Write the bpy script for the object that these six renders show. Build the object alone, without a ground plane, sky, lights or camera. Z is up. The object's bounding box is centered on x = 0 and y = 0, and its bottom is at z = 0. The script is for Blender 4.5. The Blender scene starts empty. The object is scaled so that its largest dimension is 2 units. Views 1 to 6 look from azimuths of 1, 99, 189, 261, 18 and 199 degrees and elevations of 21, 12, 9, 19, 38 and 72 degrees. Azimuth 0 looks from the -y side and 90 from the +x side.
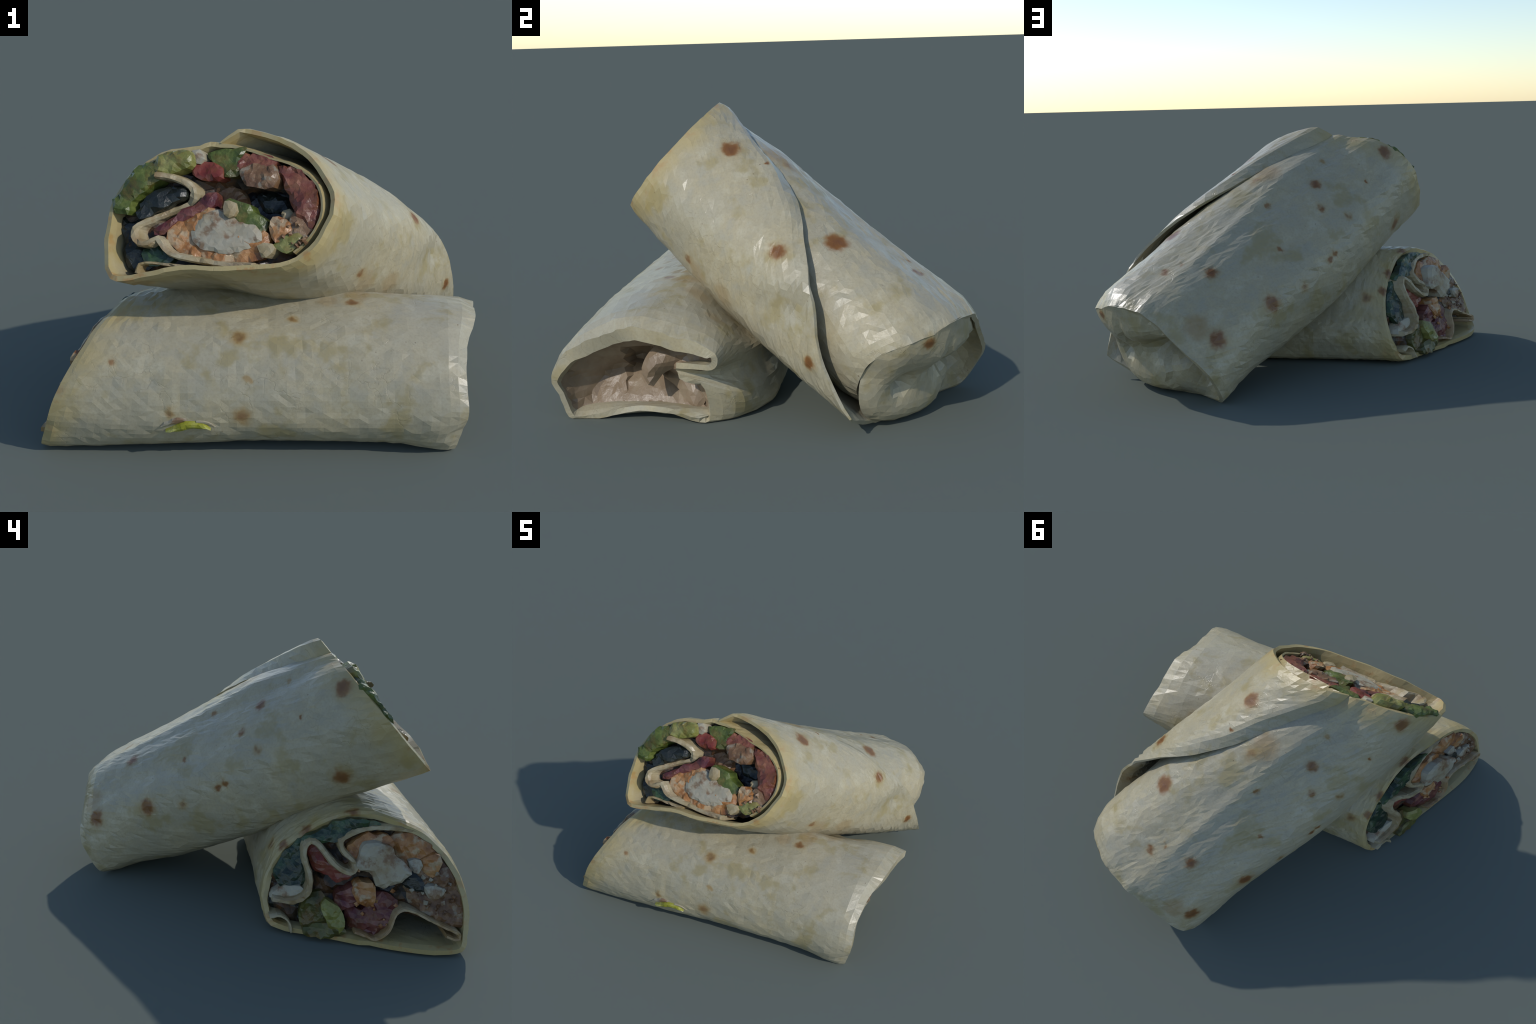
"""Two halves of a cut chicken wrap: a lower half lying flat, an upper half leaning across it."""
import bpy, math, random
import numpy as np
from mathutils import Vector, noise as mn
from mathutils.geometry import delaunay_2d_cdt

rng = np.random.default_rng(7)
random.seed(7)

# ------------------------------------------------------------------ small maths helpers
def unit(v):
    v = np.asarray(v, float)
    return v / np.linalg.norm(v)

def catmull(P, t, closed=False):
    """Catmull-Rom through the rows of P at parameters t in control-point units."""
    P = np.asarray(P, float)
    n = len(P)
    t = np.asarray(t, float)
    i = np.floor(t).astype(int)
    if not closed:
        i = np.clip(i, 0, n - 2)
    f = (t - i)
    f = f.reshape(f.shape + (1,) * (P.ndim - 1))
    if closed:
        g = lambda k: P[(i + k) % n]
        a, b, c, d = g(-1), g(0), g(1), g(2)
    else:
        g = lambda k: P[np.clip(i + k, 0, n - 1)]
        b, c = g(0), g(1)
        a = np.where((i == 0).reshape(f.shape), 2 * b - c, g(-1))
        d = np.where((i == n - 2).reshape(f.shape), 2 * c - b, g(2))
    return 0.5 * (2 * b + (c - a) * f + (2 * a - 5 * b + 4 * c - d) * f ** 2 + (3 * b - a - 3 * c + d) * f ** 3)

def knots(t, ts, rows):
    """Smooth interpolation between stations ts (monotone cubic, column-wise)."""
    ts = np.asarray(ts, float); R = np.asarray(rows, float)
    h = np.diff(ts); dl = np.diff(R, axis=0) / h.reshape(-1, *([1] * (R.ndim - 1)))
    m = np.zeros_like(R); m[0], m[-1] = dl[0], dl[-1]
    for i in range(1, len(ts) - 1):
        a, b = dl[i - 1], dl[i]
        m[i] = np.where(a * b > 0, 2 * a * b / np.where(a * b > 0, a + b, 1), 0)
    i = int(np.clip(np.searchsorted(ts, t) - 1, 0, len(ts) - 2))
    u = (t - ts[i]) / h[i]
    return ((1 + 2 * u) * (1 - u) ** 2 * R[i] + u * (1 - u) ** 2 * h[i] * m[i]
            + u * u * (3 - 2 * u) * R[i + 1] + u * u * (u - 1) * h[i] * m[i + 1])

def resample(P, step, closed=False):
    """Smooth curve through P, cut into nearly equal steps."""
    P = np.asarray(P, float); n = len(P) if closed else len(P) - 1
    Q = catmull(P, np.linspace(0, n, n * 16 + 1), closed)
    L = np.concatenate([[0], np.cumsum(np.linalg.norm(np.diff(Q, axis=0), axis=1))])
    m = max(3, int(round(L[-1] / step)))
    s = np.linspace(0, L[-1], m + 1)
    R = np.stack([np.interp(s, L, Q[:, k]) for k in range(Q.shape[1])], 1)
    return R[:-1] if closed else R

def fbm(P, scale, seed, octaves=3):
    out = np.zeros(len(P)); off = Vector((seed * 7.3, seed * 3.1, -seed * 5.7))
    for k, p in enumerate(P):
        v = Vector([float(x) for x in p]) * scale + off
        out[k] = mn.fractal(v, 1.0, 2.0, octaves)
    return out

# ------------------------------------------------------------------ object helpers
def empty(name, base, label, category):
    o = bpy.data.objects.new(name, None)
    o.location = base
    o.empty_display_size = 0.1
    o["label"], o["category"] = label, category
    bpy.context.scene.collection.objects.link(o)
    return o

def add(name, V, Fc, mat, parent, root, smooth=False):
    """Mesh whose own coordinates are scene coordinates (root sits at its base)."""
    me = bpy.data.meshes.new(name)
    me.from_pydata([tuple(map(float, v)) for v in V], [], [tuple(map(int, f)) for f in Fc])
    me.validate()
    o = bpy.data.objects.new(name, me)
    bpy.context.scene.collection.objects.link(o)
    o.parent = parent
    if parent is root:
        o.location = -Vector(root.location)
    me.materials.append(mat)
    me.polygons.foreach_set("use_smooth", [smooth] * len(me.polygons))
    return o

def grid_faces(n, m, wrap=False, tri=True, rs=None):
    F = []
    rs = rs or random.Random(3)
    cols = m if wrap else m - 1
    for i in range(n - 1):
        for j in range(cols):
            k = (j + 1) % m
            a, b, c, d = i * m + j, i * m + k, (i + 1) * m + k, (i + 1) * m + j
            if not tri:
                F.append((a, b, c, d))
            elif rs.random() < 0.5:
                F += [(a, b, c), (a, c, d)]
            else:
                F += [(a, b, d), (b, c, d)]
    return F

def grid_normals(G, wrap=False):
    if wrap:
        du = np.roll(G, -1, 1) - np.roll(G, 1, 1)
    else:
        du = np.gradient(G, axis=1)
    dv = np.gradient(G, axis=0)
    N = np.cross(du, dv)
    return N / (np.linalg.norm(N, axis=2, keepdims=True) + 1e-9)

def sheet(name, G, T, mat, parent, root, wrap=False, flip=1, keep=None, jitter=0.0011, seed=1):
    """Thick tortilla sheet: outer grid G, thickness T(i,j), closed all round its edges."""
    n, m, _ = G.shape
    N = grid_normals(G, wrap) * flip
    r = np.random.default_rng(seed)
    P = G.reshape(-1, 3); Nn = N.reshape(-1, 3)
    lump = fbm(P, 4.0, seed, 2) * 0.004 + fbm(P, 11.0, seed + 3, 2) * 0.002
    k = (lump + r.normal(0, jitter, len(P))).reshape(n, m, 1)
    T = np.array(T, float).reshape(n, m, 1)
    lip = np.zeros((n, 1, 1)); lip[0] = lip[-1] = 1.0; lip[1] = lip[-2] = 0.18
    soft = fbm(P, 9.0, seed + 9, 2).reshape(n, m, 1)
    k = k - lip * T * (0.24 + 0.12 * soft)
    T = T * (1 - lip * 0.3)
    out = G + N * k
    inn = G - N * T + N * k * 0.5
    # rounded lip: the first and last rows pull in a little at both skins
    V = np.concatenate([out.reshape(-1, 3), inn.reshape(-1, 3)])
    rs = random.Random(seed)
    F = grid_faces(n, m, wrap, True, rs)
    q = n * m
    F2 = [tuple(x + q for x in f[::-1]) for f in grid_faces(n, m, wrap, True, rs)]
    E = []
    cols = m if wrap else m - 1
    for j in range(cols):
        kx = (j + 1) % m
        E.append((kx, j, j + q, kx + q))
        a = (n - 1) * m
        E.append((a + j, a + kx, a + kx + q, a + j + q))
    if not wrap:
        for i in range(n - 1):
            E.append((i * m, (i + 1) * m, (i + 1) * m + q, i * m + q))
            b = m - 1
            E.append(((i + 1) * m + b, i * m + b, i * m + b + q, (i + 1) * m + b + q))
    Fs = F + F2 + E
    if flip < 0:
        Fs = [f[::-1] for f in Fs]
    o = add(name, V, Fs, mat, parent, root)
    return o

# ------------------------------------------------------------------ materials
def new_mat(name):
    m = bpy.data.materials.new(name); m.use_nodes = True
    nt = m.node_tree; nt.nodes.clear()
    out = nt.nodes.new("ShaderNodeOutputMaterial")
    bs = nt.nodes.new("ShaderNodeBsdfPrincipled")
    nt.links.new(bs.outputs[0], out.inputs[0])
    tc = nt.nodes.new("ShaderNodeTexCoord")
    return m, nt, bs, tc

def N(nt, kind, **kw):
    n = nt.nodes.new(kind)
    for k, v in kw.items():
        if hasattr(n, k):
            setattr(n, k, v)
        else:
            n.inputs[k.replace("_", " ")].default_value = v
    return n

def noise_node(nt, vec, scale, detail=4.0, rough=0.55):
    n = nt.nodes.new("ShaderNodeTexNoise")
    n.inputs["Scale"].default_value = scale
    n.inputs["Detail"].default_value = detail
    n.inputs["Roughness"].default_value = rough
    nt.links.new(vec, n.inputs["Vector"])
    return n.outputs["Fac"]

def ramp(nt, fac, stops):
    r = nt.nodes.new("ShaderNodeValToRGB")
    e = r.color_ramp.elements
    while len(e) < len(stops):
        e.new(0.5)
    for x, (p, c) in zip(e, stops):
        x.position = p
        x.color = (*c, 1) if len(c) == 3 else c
    nt.links.new(fac, r.inputs[0])
    return r.outputs[0]

def smooth(nt, val, lo, hi, a=0.0, b=1.0):
    m = nt.nodes.new("ShaderNodeMapRange"); m.interpolation_type = "SMOOTHSTEP"
    nt.links.new(val, m.inputs["Value"])
    for k, v in zip(("From Min", "From Max", "To Min", "To Max"), (lo, hi, a, b)):
        m.inputs[k].default_value = v
    return m.outputs[0]

def math_node(nt, op, a, b=None):
    m = nt.nodes.new("ShaderNodeMath"); m.operation = op
    for k, v in ((0, a), (1, b)):
        if v is None: continue
        if isinstance(v, (int, float)): m.inputs[k].default_value = v
        else: nt.links.new(v, m.inputs[k])
    return m.outputs[0]

def vmath(nt, op, a, b=None, out=0):
    m = nt.nodes.new("ShaderNodeVectorMath"); m.operation = op
    for k, v in ((0, a), (1, b)):
        if v is None: continue
        if isinstance(v, tuple): m.inputs[k].default_value = v
        else: nt.links.new(v, m.inputs[k])
    return m.outputs["Value"] if op in ("DOT_PRODUCT", "LENGTH", "DISTANCE") else m.outputs[out]

def mix(nt, fac, a, b, mode="MIX"):
    m = nt.nodes.new("ShaderNodeMix"); m.data_type = "RGBA"; m.blend_type = mode
    for sock, v in ((m.inputs[0], fac), (m.inputs[6], a), (m.inputs[7], b)):
        if isinstance(v, (int, float)): sock.default_value = v
        elif isinstance(v, tuple): sock.default_value = (*v, 1)
        else: nt.links.new(v, sock)
    return m.outputs[2]

def bump(nt, bs, height, strength, dist):
    b = nt.nodes.new("ShaderNodeBump")
    b.inputs["Strength"].default_value = strength
    b.inputs["Distance"].default_value = dist
    nt.links.new(height, b.inputs["Height"])
    nt.links.new(b.outputs[0], bs.inputs["Normal"])

CREAM = (0.385, 0.33, 0.21)
PALE = (0.43, 0.385, 0.27)
GREY = (0.345, 0.315, 0.23)
OCHRE = (0.285, 0.225, 0.085)
TOAST = (0.20, 0.085, 0.02)
YELLOW = (0.40, 0.30, 0.105)

def tortilla(name, spots, cut_c, cut_n, seed):
    m, nt, bs, tc = new_mat(name)
    P = tc.outputs["Object"]
    sh = vmath(nt, "ADD", P, (seed * 1.7, seed * 0.9, 0))
    big = noise_node(nt, sh, 3.2, 3)
    mid = noise_node(nt, sh, 11.0, 5, 0.6)
    fine = noise_node(nt, sh, 95.0, 6, 0.7)
    col = ramp(nt, mid, [(0.32, GREY), (0.5, CREAM), (0.68, PALE)])
    col = mix(nt, smooth(nt, big, 0.40, 0.62, 0, 0.65), col, GREY)
    blot = noise_node(nt, vmath(nt, "ADD", P, (9.1, seed, 4.0)), 6.0, 4)
    col = mix(nt, smooth(nt, blot, 0.54, 0.66, 0, 0.6), col, OCHRE)
    col = mix(nt, smooth(nt, fine, 0.42, 0.72, 0.0, 0.4), col, (0.25, 0.22, 0.145))
    vc = nt.nodes.new("ShaderNodeTexVoronoi"); vc.feature = "DISTANCE_TO_EDGE"; vc.inputs["Scale"].default_value = 9.0
    wv = nt.nodes.new("ShaderNodeTexNoise"); wv.inputs["Scale"].default_value = 8.0; wv.inputs["Detail"].default_value = 5.0
    nt.links.new(sh, wv.inputs["Vector"])
    wo = vmath(nt, "SCALE", vmath(nt, "SUBTRACT", wv.outputs["Color"], (0.5, 0.5, 0.5))); wo.node.inputs["Scale"].default_value = 0.22
    nt.links.new(vmath(nt, "ADD", sh, wo), vc.inputs["Vector"])
    crease = math_node(nt, "MULTIPLY", smooth(nt, vc.outputs["Distance"], 0.0, 0.03, 1, 0), smooth(nt, noise_node(nt, sh, 4.5, 2), 0.5, 0.62))
    col = mix(nt, math_node(nt, "MULTIPLY", crease, 0.22), col, (0.22, 0.18, 0.10))
    # pin-prick specks
    v = nt.nodes.new("ShaderNodeTexVoronoi"); v.inputs["Scale"].default_value = 17.0
    nt.links.new(sh, v.inputs["Vector"])
    speck = math_node(nt, "MULTIPLY", smooth(nt, v.outputs["Distance"], 0.035, 0.075, 1, 0), smooth(nt, mid, 0.5, 0.6))
    col = mix(nt, math_node(nt, "MULTIPLY", speck, 0.7), col, (0.12, 0.07, 0.03))
    # grease and sauce soaked in along the knife cut
    d = vmath(nt, "DOT_PRODUCT", vmath(nt, "SUBTRACT", P, tuple(cut_c)), tuple(-cut_n))
    stain = noise_node(nt, sh, 7.0, 4)
    e = math_node(nt, "ADD", d, math_node(nt, "MULTIPLY", stain, -0.22))
    col = mix(nt, smooth(nt, e, -0.13, 0.05, 0.65, 0.0), col, YELLOW)
    col = mix(nt, math_node(nt, "MULTIPLY", smooth(nt, e, -0.16, -0.03, 1, 0), smooth(nt, mid, 0.54, 0.66, 0, 0.6)), col, (0.36, 0.16, 0.035))
    # griddle marks, plus soft amber patches along the contact line
    wob = noise_node(nt, P, 24.0, 3)
    nz = nt.nodes.new("ShaderNodeTexNoise"); nz.inputs["Scale"].default_value = 26.0
    nt.links.new(P, nz.inputs["Vector"])
    off = vmath(nt, "SCALE", vmath(nt, "SUBTRACT", nz.outputs["Color"], (0.5, 0.5, 0.5)))
    off.node.inputs["Scale"].default_value = 0.05
    Pw = vmath(nt, "ADD", P, off)
    for (x, y, z, r, k) in spots:
        dist = vmath(nt, "DISTANCE", Pw, (x, y, z))
        tone = TOAST if k >= 0.75 else (0.265, 0.155, 0.045)
        if r < 0.05:
            col = mix(nt, smooth(nt, dist, r * 0.9, r * 2.1, 0.35, 0.0), col, (0.33, 0.235, 0.09))
        col = mix(nt, smooth(nt, dist, r * 0.6, r * 1.35, k, 0.0), col, tone)
        if r > 0.02 and k > 0.5:
            col = mix(nt, smooth(nt, dist, r * 0.1, r * 0.95, 0.6, 0.0), col, (0.12, 0.045, 0.015))
    nt.links.new(col, bs.inputs["Base Color"])
    bs.inputs["Roughness"].default_value = 0.32
    bs.inputs["Specular IOR Level"].default_value = 0.5
    bs.inputs["Subsurface Weight"].default_value = 0.0
    h = math_node(nt, "ADD", math_node(nt, "MULTIPLY", mid, 1.0), math_node(nt, "MULTIPLY", fine, 0.35))
    h = math_node(nt, "SUBTRACT", h, math_node(nt, "MULTIPLY", crease, 0.35))
    bump(nt, bs, h, 0.3, 0.006)
    return m

def food(name, stops, scale, rough=0.4, bumps=0.4, fleck=None, seed=0, sauce=0.0):
    m, nt, bs, tc = new_mat(name)
    P = vmath(nt, "ADD", tc.outputs["Object"], (seed * 2.3, 0, seed))
    a = noise_node(nt, P, scale, 5, 0.6)
    col = ramp(nt, a, stops)
    b = noise_node(nt, P, scale * 5, 3, 0.6)
    if fleck:
        col = mix(nt, smooth(nt, noise_node(nt, vmath(nt, "ADD", P, (3, 3, 3)), scale * 1.6, 4), 0.55, 0.64, 0, 0.85), col, fleck)
    if sauce:  # smears of sauce shared by all the pieces
        c = noise_node(nt, vmath(nt, "ADD", tc.outputs["Object"], (1.0, 5.0, 2.0)), 11.0, 5, 0.65)
        col = mix(nt, smooth(nt, c, 0.48, 0.62, 0, sauce), col, (0.15, 0.06, 0.016))
    col = mix(nt, smooth(nt, b, 0.4, 0.75, 0, 0.25), col, stops[0][1])
    nt.links.new(col, bs.inputs["Base Color"])
    bs.inputs["Roughness"].default_value = rough
    if sauce:  # wet with dressing
        bs.inputs["Coat Weight"].default_value = 0.12
        bs.inputs["Specular IOR Level"].default_value = 0.35
        bs.inputs["Coat Roughness"].default_value = 0.22
    bump(nt, bs, b, bumps, 0.008)
    return m

M = dict(
    lettuce=food("lettuce", [(0.3, (0.0255, 0.0382, 0.00816)), (0.5, (0.0723, 0.0978, 0.019)), (0.72, (0.187, 0.212, 0.0544))], 11, 0.35, sauce=0.35),
    leaf_dark=food("dark_leaf", [(0.3, (0.006, 0.012, 0.0078)), (0.5, (0.015, 0.0338, 0.0168)), (0.72, (0.0525, 0.0975, 0.036))], 12, 0.3, seed=2),
    leaf_black=food("deep_leaf", [(0.3, (0.0054, 0.0072, 0.00576)), (0.55, (0.0144, 0.018, 0.0144)), (0.78, (0.045, 0.0495, 0.0324))], 12, 0.35, seed=3),
    pepper=food("green_pepper", [(0.3, (0.085, 0.0892, 0.017)), (0.5, (0.187, 0.191, 0.0476)), (0.72, (0.34, 0.323, 0.122))], 10, 0.32, seed=4, sauce=0.4),
    shred=food("lettuce_shred", [(0.3, (0.17, 0.17, 0.015)), (0.5, (0.28, 0.28, 0.03)), (0.72, (0.42, 0.4, 0.14))], 14, 0.32, seed=21),
    olive=food("olive_pepper", [(0.3, (0.0338, 0.0338, 0.0084)), (0.55, (0.0863, 0.0863, 0.021)), (0.78, (0.18, 0.165, 0.054))], 11, 0.35, seed=5, sauce=0.4),
    tomato=food("tomato", [(0.3, (0.0975, 0.0165, 0.0135)), (0.5, (0.188, 0.036, 0.0263)), (0.72, (0.255, 0.105, 0.0675))], 9, 0.3, seed=6, sauce=0.5),
    beef=food("red_bean_mash", [(0.3, (0.06, 0.018, 0.012)), (0.5, (0.17, 0.05, 0.034)), (0.72, (0.29, 0.125, 0.065))], 11, 0.36, seed=7, sauce=0.5),
    mash=food("brown_mash", [(0.3, (0.0675, 0.0315, 0.0165)), (0.5, (0.165, 0.0863, 0.0413)), (0.72, (0.285, 0.188, 0.105))], 12, 0.42, fleck=(0.255, 0.217, 0.158), seed=8, sauce=0.3),
    cabbage=food("red_cabbage", [(0.3, (0.0338, 0.0105, 0.012)), (0.5, (0.112, 0.027, 0.0315)), (0.72, (0.225, 0.09, 0.0675))], 12, 0.36, seed=9, sauce=0.4),
    chicken=food("chicken", [(0.3, (0.258, 0.184, 0.092)), (0.45, (0.331, 0.294, 0.212)), (0.7, (0.368, 0.345, 0.276))], 6, 0.5, 0.15, seed=10, sauce=0.75),  # base colour dimmed to match the half shadow over the cut face
    crust=food("seasoned_crust", [(0.3, (0.12, 0.04, 0.010)), (0.5, (0.34, 0.145, 0.042)), (0.72, (0.46, 0.27, 0.12))], 10, 0.38, fleck=(0.40, 0.30, 0.18), seed=11),
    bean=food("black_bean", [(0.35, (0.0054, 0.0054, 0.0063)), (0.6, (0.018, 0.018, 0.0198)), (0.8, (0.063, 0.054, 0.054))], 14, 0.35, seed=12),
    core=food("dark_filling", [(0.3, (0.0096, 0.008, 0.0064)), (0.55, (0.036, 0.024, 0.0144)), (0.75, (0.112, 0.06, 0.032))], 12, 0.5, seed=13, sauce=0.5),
    dough=food("inner_tortilla", [(0.3, (0.243, 0.176, 0.0765)), (0.5, (0.333, 0.27, 0.158)), (0.7, (0.405, 0.36, 0.252))], 8, 0.42, seed=14, sauce=0.35),
    dough_stained=food("stained_tortilla", [(0.3, (0.187, 0.0935, 0.034)), (0.5, (0.306, 0.204, 0.0935)), (0.7, (0.383, 0.306, 0.187))], 8, 0.42, seed=15),
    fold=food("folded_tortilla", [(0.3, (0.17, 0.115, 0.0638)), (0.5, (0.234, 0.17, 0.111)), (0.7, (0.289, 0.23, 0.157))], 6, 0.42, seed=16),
)

# ================================================================== UPPER HALF
# local frame: W along the roll from cut to folded end, H sideways, V up across the roll
W = unit((0.52, 0.75, -0.43)); H = unit(np.cross(W, (0, 0, 1))); Vv = np.cross(H, W)
O = np.array([-0.25, -0.52, 0.98])
UC = np.array([-0.2878, -0.5359, 0.987]); UN = unit((-0.0454, -0.8042, 0.5926))

def up_pt(s, h, v):
    s, h, v = np.broadcast_arrays(s, h, v)
    return O + s[..., None] * W + h[..., None] * H + v[..., None] * Vv

def cut_s(h, v):  # the oblique knife cut
    return -0.021 + 0.4817 * h + 0.2785 * v

# polar radius of the roll about its axis, by clock angle (0 up, 90 towards +H), at five stations
ANG = np.array([0, 13, 30, 45, 57, 67, 76, 84, 92, 100, 109, 122, 135, 150, 165, 180, 195, 208, 217, 225, 233, 245, 260, 275, 290, 305, 320, 340])
FRONT = [.396, .421, .449, .477, .492, .512, .515, .503, .494, .475, .444, .361, .31, .278, .263, .283, .335, .405, .408, .385, .368, .348, .340, .330, .330, .327, .324, .308]
QUART = [.40, .409, .438, .464, .487, .51, .52, .52, .508, .498, .485, .445, .395, .345, .312, .303, .338, .395, .42, .43, .428, .41, .385, .360, .320, .294, .28, .288]
MIDDL = [.36, .40, .432, .468, .502, .533, .54, .54, .535, .53, .518, .475, .42, .378, .355, .35, .375, .42, .45, .465, .46, .435, .40, .362, .302, .280, .272, .276]
THREE = [.31, .37, .43, .467, .50, .53, .55, .56, .56, .557, .54, .474, .418, .376, .355, .355, .38, .41, .43, .44, .436, .417, .386, .342, .284, .266, .262, .263]
NEAREND = [.28, .35, .42, .47, .51, .54, .56, .565, .565, .555, .535, .470, .412, .36, .33, .325, .35, .375, .40, .425, .437, .424, .376, .338, .286, .263, .258, .258]
ENDD = [.30, .36, .42, .47, .51, .54, .56, .57, .57, .565, .545, .477, .412, .355, .31, .295, .325, .367, .395, .437, .460, .425, .37, .29, .242, .223, .222, .23]
# radius of the inner turn that runs on beneath the flap (angle beyond the full circle)
IANG = np.array([-20, 0, 13, 30, 40, 51, 60, 70, 80, 90, 105, 120, 140, 160])
IFRONT = [.31, .322, .325, .349, .386, .425, .449, .459, .454, .437, .40, .35, .30, .26]
IQUART = [.295, .342, .36, .38, .40, .43, .45, .46, .458, .445, .415, .37, .33, .29]
IMID = [.278, .302, .328, .365, .39, .42, .44, .455, .46, .455, .43, .40, .36, .31]
ITHREE = [.262, .268, .285, .335, .365, .40, .425, .445, .455, .455, .44, .41, .36, .30]
INEAR = [.255, .26, .275, .32, .355, .385, .42, .445, .465, .468, .45, .415, .36, .30]
IEND = [.23, .238, .258, .29, .308, .335, .385, .425, .45, .455, .44, .40, .35, .29]
TAU = [0, 0.28, 0.52, 0.78, 0.92, 1.0]

def periodic(a, A, R):
    A3 = np.concatenate([A - 360, A, A + 360]); R3 = np.concatenate([R, R, R])
    x = np.interp(a, A3, np.arange(len(A3)))
    return catmull(R3[:, None], x)[..., 0]

# free edge of the flap: distance along the roll -> clock angle
FLAP = np.array([(0.05, -6.5), (0.16, -5.5), (0.33, 6), (0.44, 13), (0.53, 17), (0.64, 22.6), (0.756, 31), (0.85, 37), (0.95, 46), (1.02, 53),
                 (1.145, 62.5), (1.25, 71.5), (1.29, 73.5), (1.34, 78), (1.38, 82.5), (1.43, 87.5), (1.48, 92), (1.53, 96), (1.575, 100), (1.62, 104.1), (1.67, 109)])
END_A = np.array([100, 109, 122, 140, 160, 180, 205, 231, 260, 276, 300, 316, 360, 387, 409, 423, 436, 446, 470, 520])
END_S = np.array([1.66, 1.67, 1.66, 1.66, 1.67, 1.675, 1.65, 1.675, 1.705, 1.715, 1.712, 1.708, 1.715, 1.727, 1.726, 1.70, 1.64, 1.61, 1.59, 1.59])

# the knife wandered: how far the rim stands out of the flat cut, by clock angle
RIM_A = [0, 30, 60, 90, 110, 140, 180, 215, 245, 270, 300, 330, 360]
RIM_D = [-.005, -.012, .005, .038, .052, .066, .062, .02, .012, .008, .0, .0, -.005]

def upper_radius(tau, ang):
    R = knots(tau, TAU, [FRONT, QUART, MIDDL, THREE, NEAREND, ENDD])
    I = knots(tau, [0, 0.25, 0.5, 0.75, 0.92, 1.0], [IFRONT, IQUART, IMID, ITHREE, INEAR, IEND])
    outer = periodic(ang, ANG, R)
    inner = catmull(np.array(I)[:, None], np.interp(ang - 360, IANG, np.arange(len(IANG))))[..., 0]
    b = np.clip((ang - 335) / 22, 0, 1); b = b * b * (3 - 2 * b)
    return outer * (1 - b) + inner * b

def upper_sheet(rows=46, cols=124):
    G = np.zeros((rows, cols, 3)); T = np.zeros((rows, cols))
    for i, tau in enumerate(np.linspace(0, 1, rows)):
        s_edge = 0.092 + tau * (1.668 - 0.092)
        a0 = np.interp(s_edge, FLAP[:, 0], FLAP[:, 1])
        last = 462 + 40 * tau
        ang = a0 + np.linspace(0, 1, cols) * (last - a0)
        R = upper_radius(tau, ang)
        h, v = R * np.sin(np.radians(ang)), R * np.cos(np.radians(ang))
        # free edge hugs the turn below it near the cut, and stands off towards the fold
        cling = np.interp(tau, [0, 0.25, 0.5, 0.7], [1.0, 1.0, 0.4, 0.0])
        Rin = upper_radius(tau, np.clip(ang, 0, 140) + 360) - 0.002
        w8 = cling * (1 - np.clip((ang - a0) / 8.5, 0, 1)) ** 1.1
        R = R * (1 - w8) + np.minimum(Rin, R) * w8
        # pinched crease running back from the free corner of the flap
        line = np.interp(s_edge, [0.85, 1.24, 1.4], [88, 70, 80])
        pinch = np.interp(s_edge, [0.92, 1.08, 1.22, 1.30, 1.40], [0, 0.5, 1, 0.6, 0])
        below = ang - line
        R = R + pinch * (0.006 * np.exp(-(below / 5.0) ** 2) - 0.052 * np.clip(below / 11, 0, 1) * np.exp(-np.clip(below, 0, None) ** 2 / 420))
        h, v = R * np.sin(np.radians(ang)), R * np.cos(np.radians(ang))
        s = cut_s(h, v) - np.interp(ang % 360, RIM_A, RIM_D) * (ang < 372); s = s + tau * (np.interp(ang, END_A, END_S) - s)
        G[i] = up_pt(s, h, v)
        near = np.clip((ang - a0) / 10, 0, 1)
        deep = np.clip((ang - 352) / 20, 0, 1) * (1 - np.clip((tau - 0.3) / 0.4, 0, 1))
        T[i] = (0.014 + 0.02 * near) * (1 - 0.55 * deep)
    return G, T

# ================================================================== LOWER HALF
# loops of 17 guide points round the roll (x, y, z): bottom front edge, up the front, over, down the back, under
def loop(xs, yz):
    return np.array([(x, y, z) for x, (y, z) in zip(xs if hasattr(xs, "__len__") else [xs] * len(yz), yz)])

L0 = loop([-.99, -.952, -.907, -.842, -.778, -.712, -.61, -.545, -.51, -.487, -.488, -.51, -.535, -.58, -.70, -.835, -.955],
          [(-.765, .015), (-.81, .14), (-.809, .265), (-.772, .38), (-.707, .468), (-.607, .537), (-.43, .58), (-.29, .547), (-.16, .475),
           (-.04, .385), (.03, .28), (.067, .19), (.077, .11), (.035, .02), (-.16, .0), (-.38, .0), (-.60, .0)])
L1 = loop([-.5, -.48, -.46, -.45, -.43, -.42, -.38, -.35, -.33, -.31, -.30, -.30, -.30, -.32, -.38, -.43, -.48],
          [(-.785, .025), (-.853, .13), (-.844, .24), (-.795, .37), (-.72, .47), (-.61, .54), (-.44, .588), (-.30, .58), (-.16, .515),
           (-.03, .41), (.03, .28), (.06, .19), (.06, .10), (.0, .012), (-.2, .01), (-.4, .01), (-.62, .015)])
L2 = loop(0.03, [(-.79, .03), (-.870, .12), (-.872, .235), (-.82, .36), (-.722, .470), (-.605, .515), (-.465, .538), (-.31, .55), (-.17, .50),
           (-.05, .40), (.0, .28), (.03, .19), (.035, .10), (-.01, .012), (-.22, .01), (-.42, .015), (-.63, .03)])
L3 = loop([.5] * 17, [(-.825, .03), (-.897, .12), (-.89, .225), (-.838, .355), (-.738, .455), (-.612, .511), (-.48, .533), (-.34, .518), (-.24, .428),
           (-.14, .345), (-.05, .285), (-.03, .20), (-.0, .11), (-.01, .012), (-.24, .015), (-.44, .02), (-.64, .03)])
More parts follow.
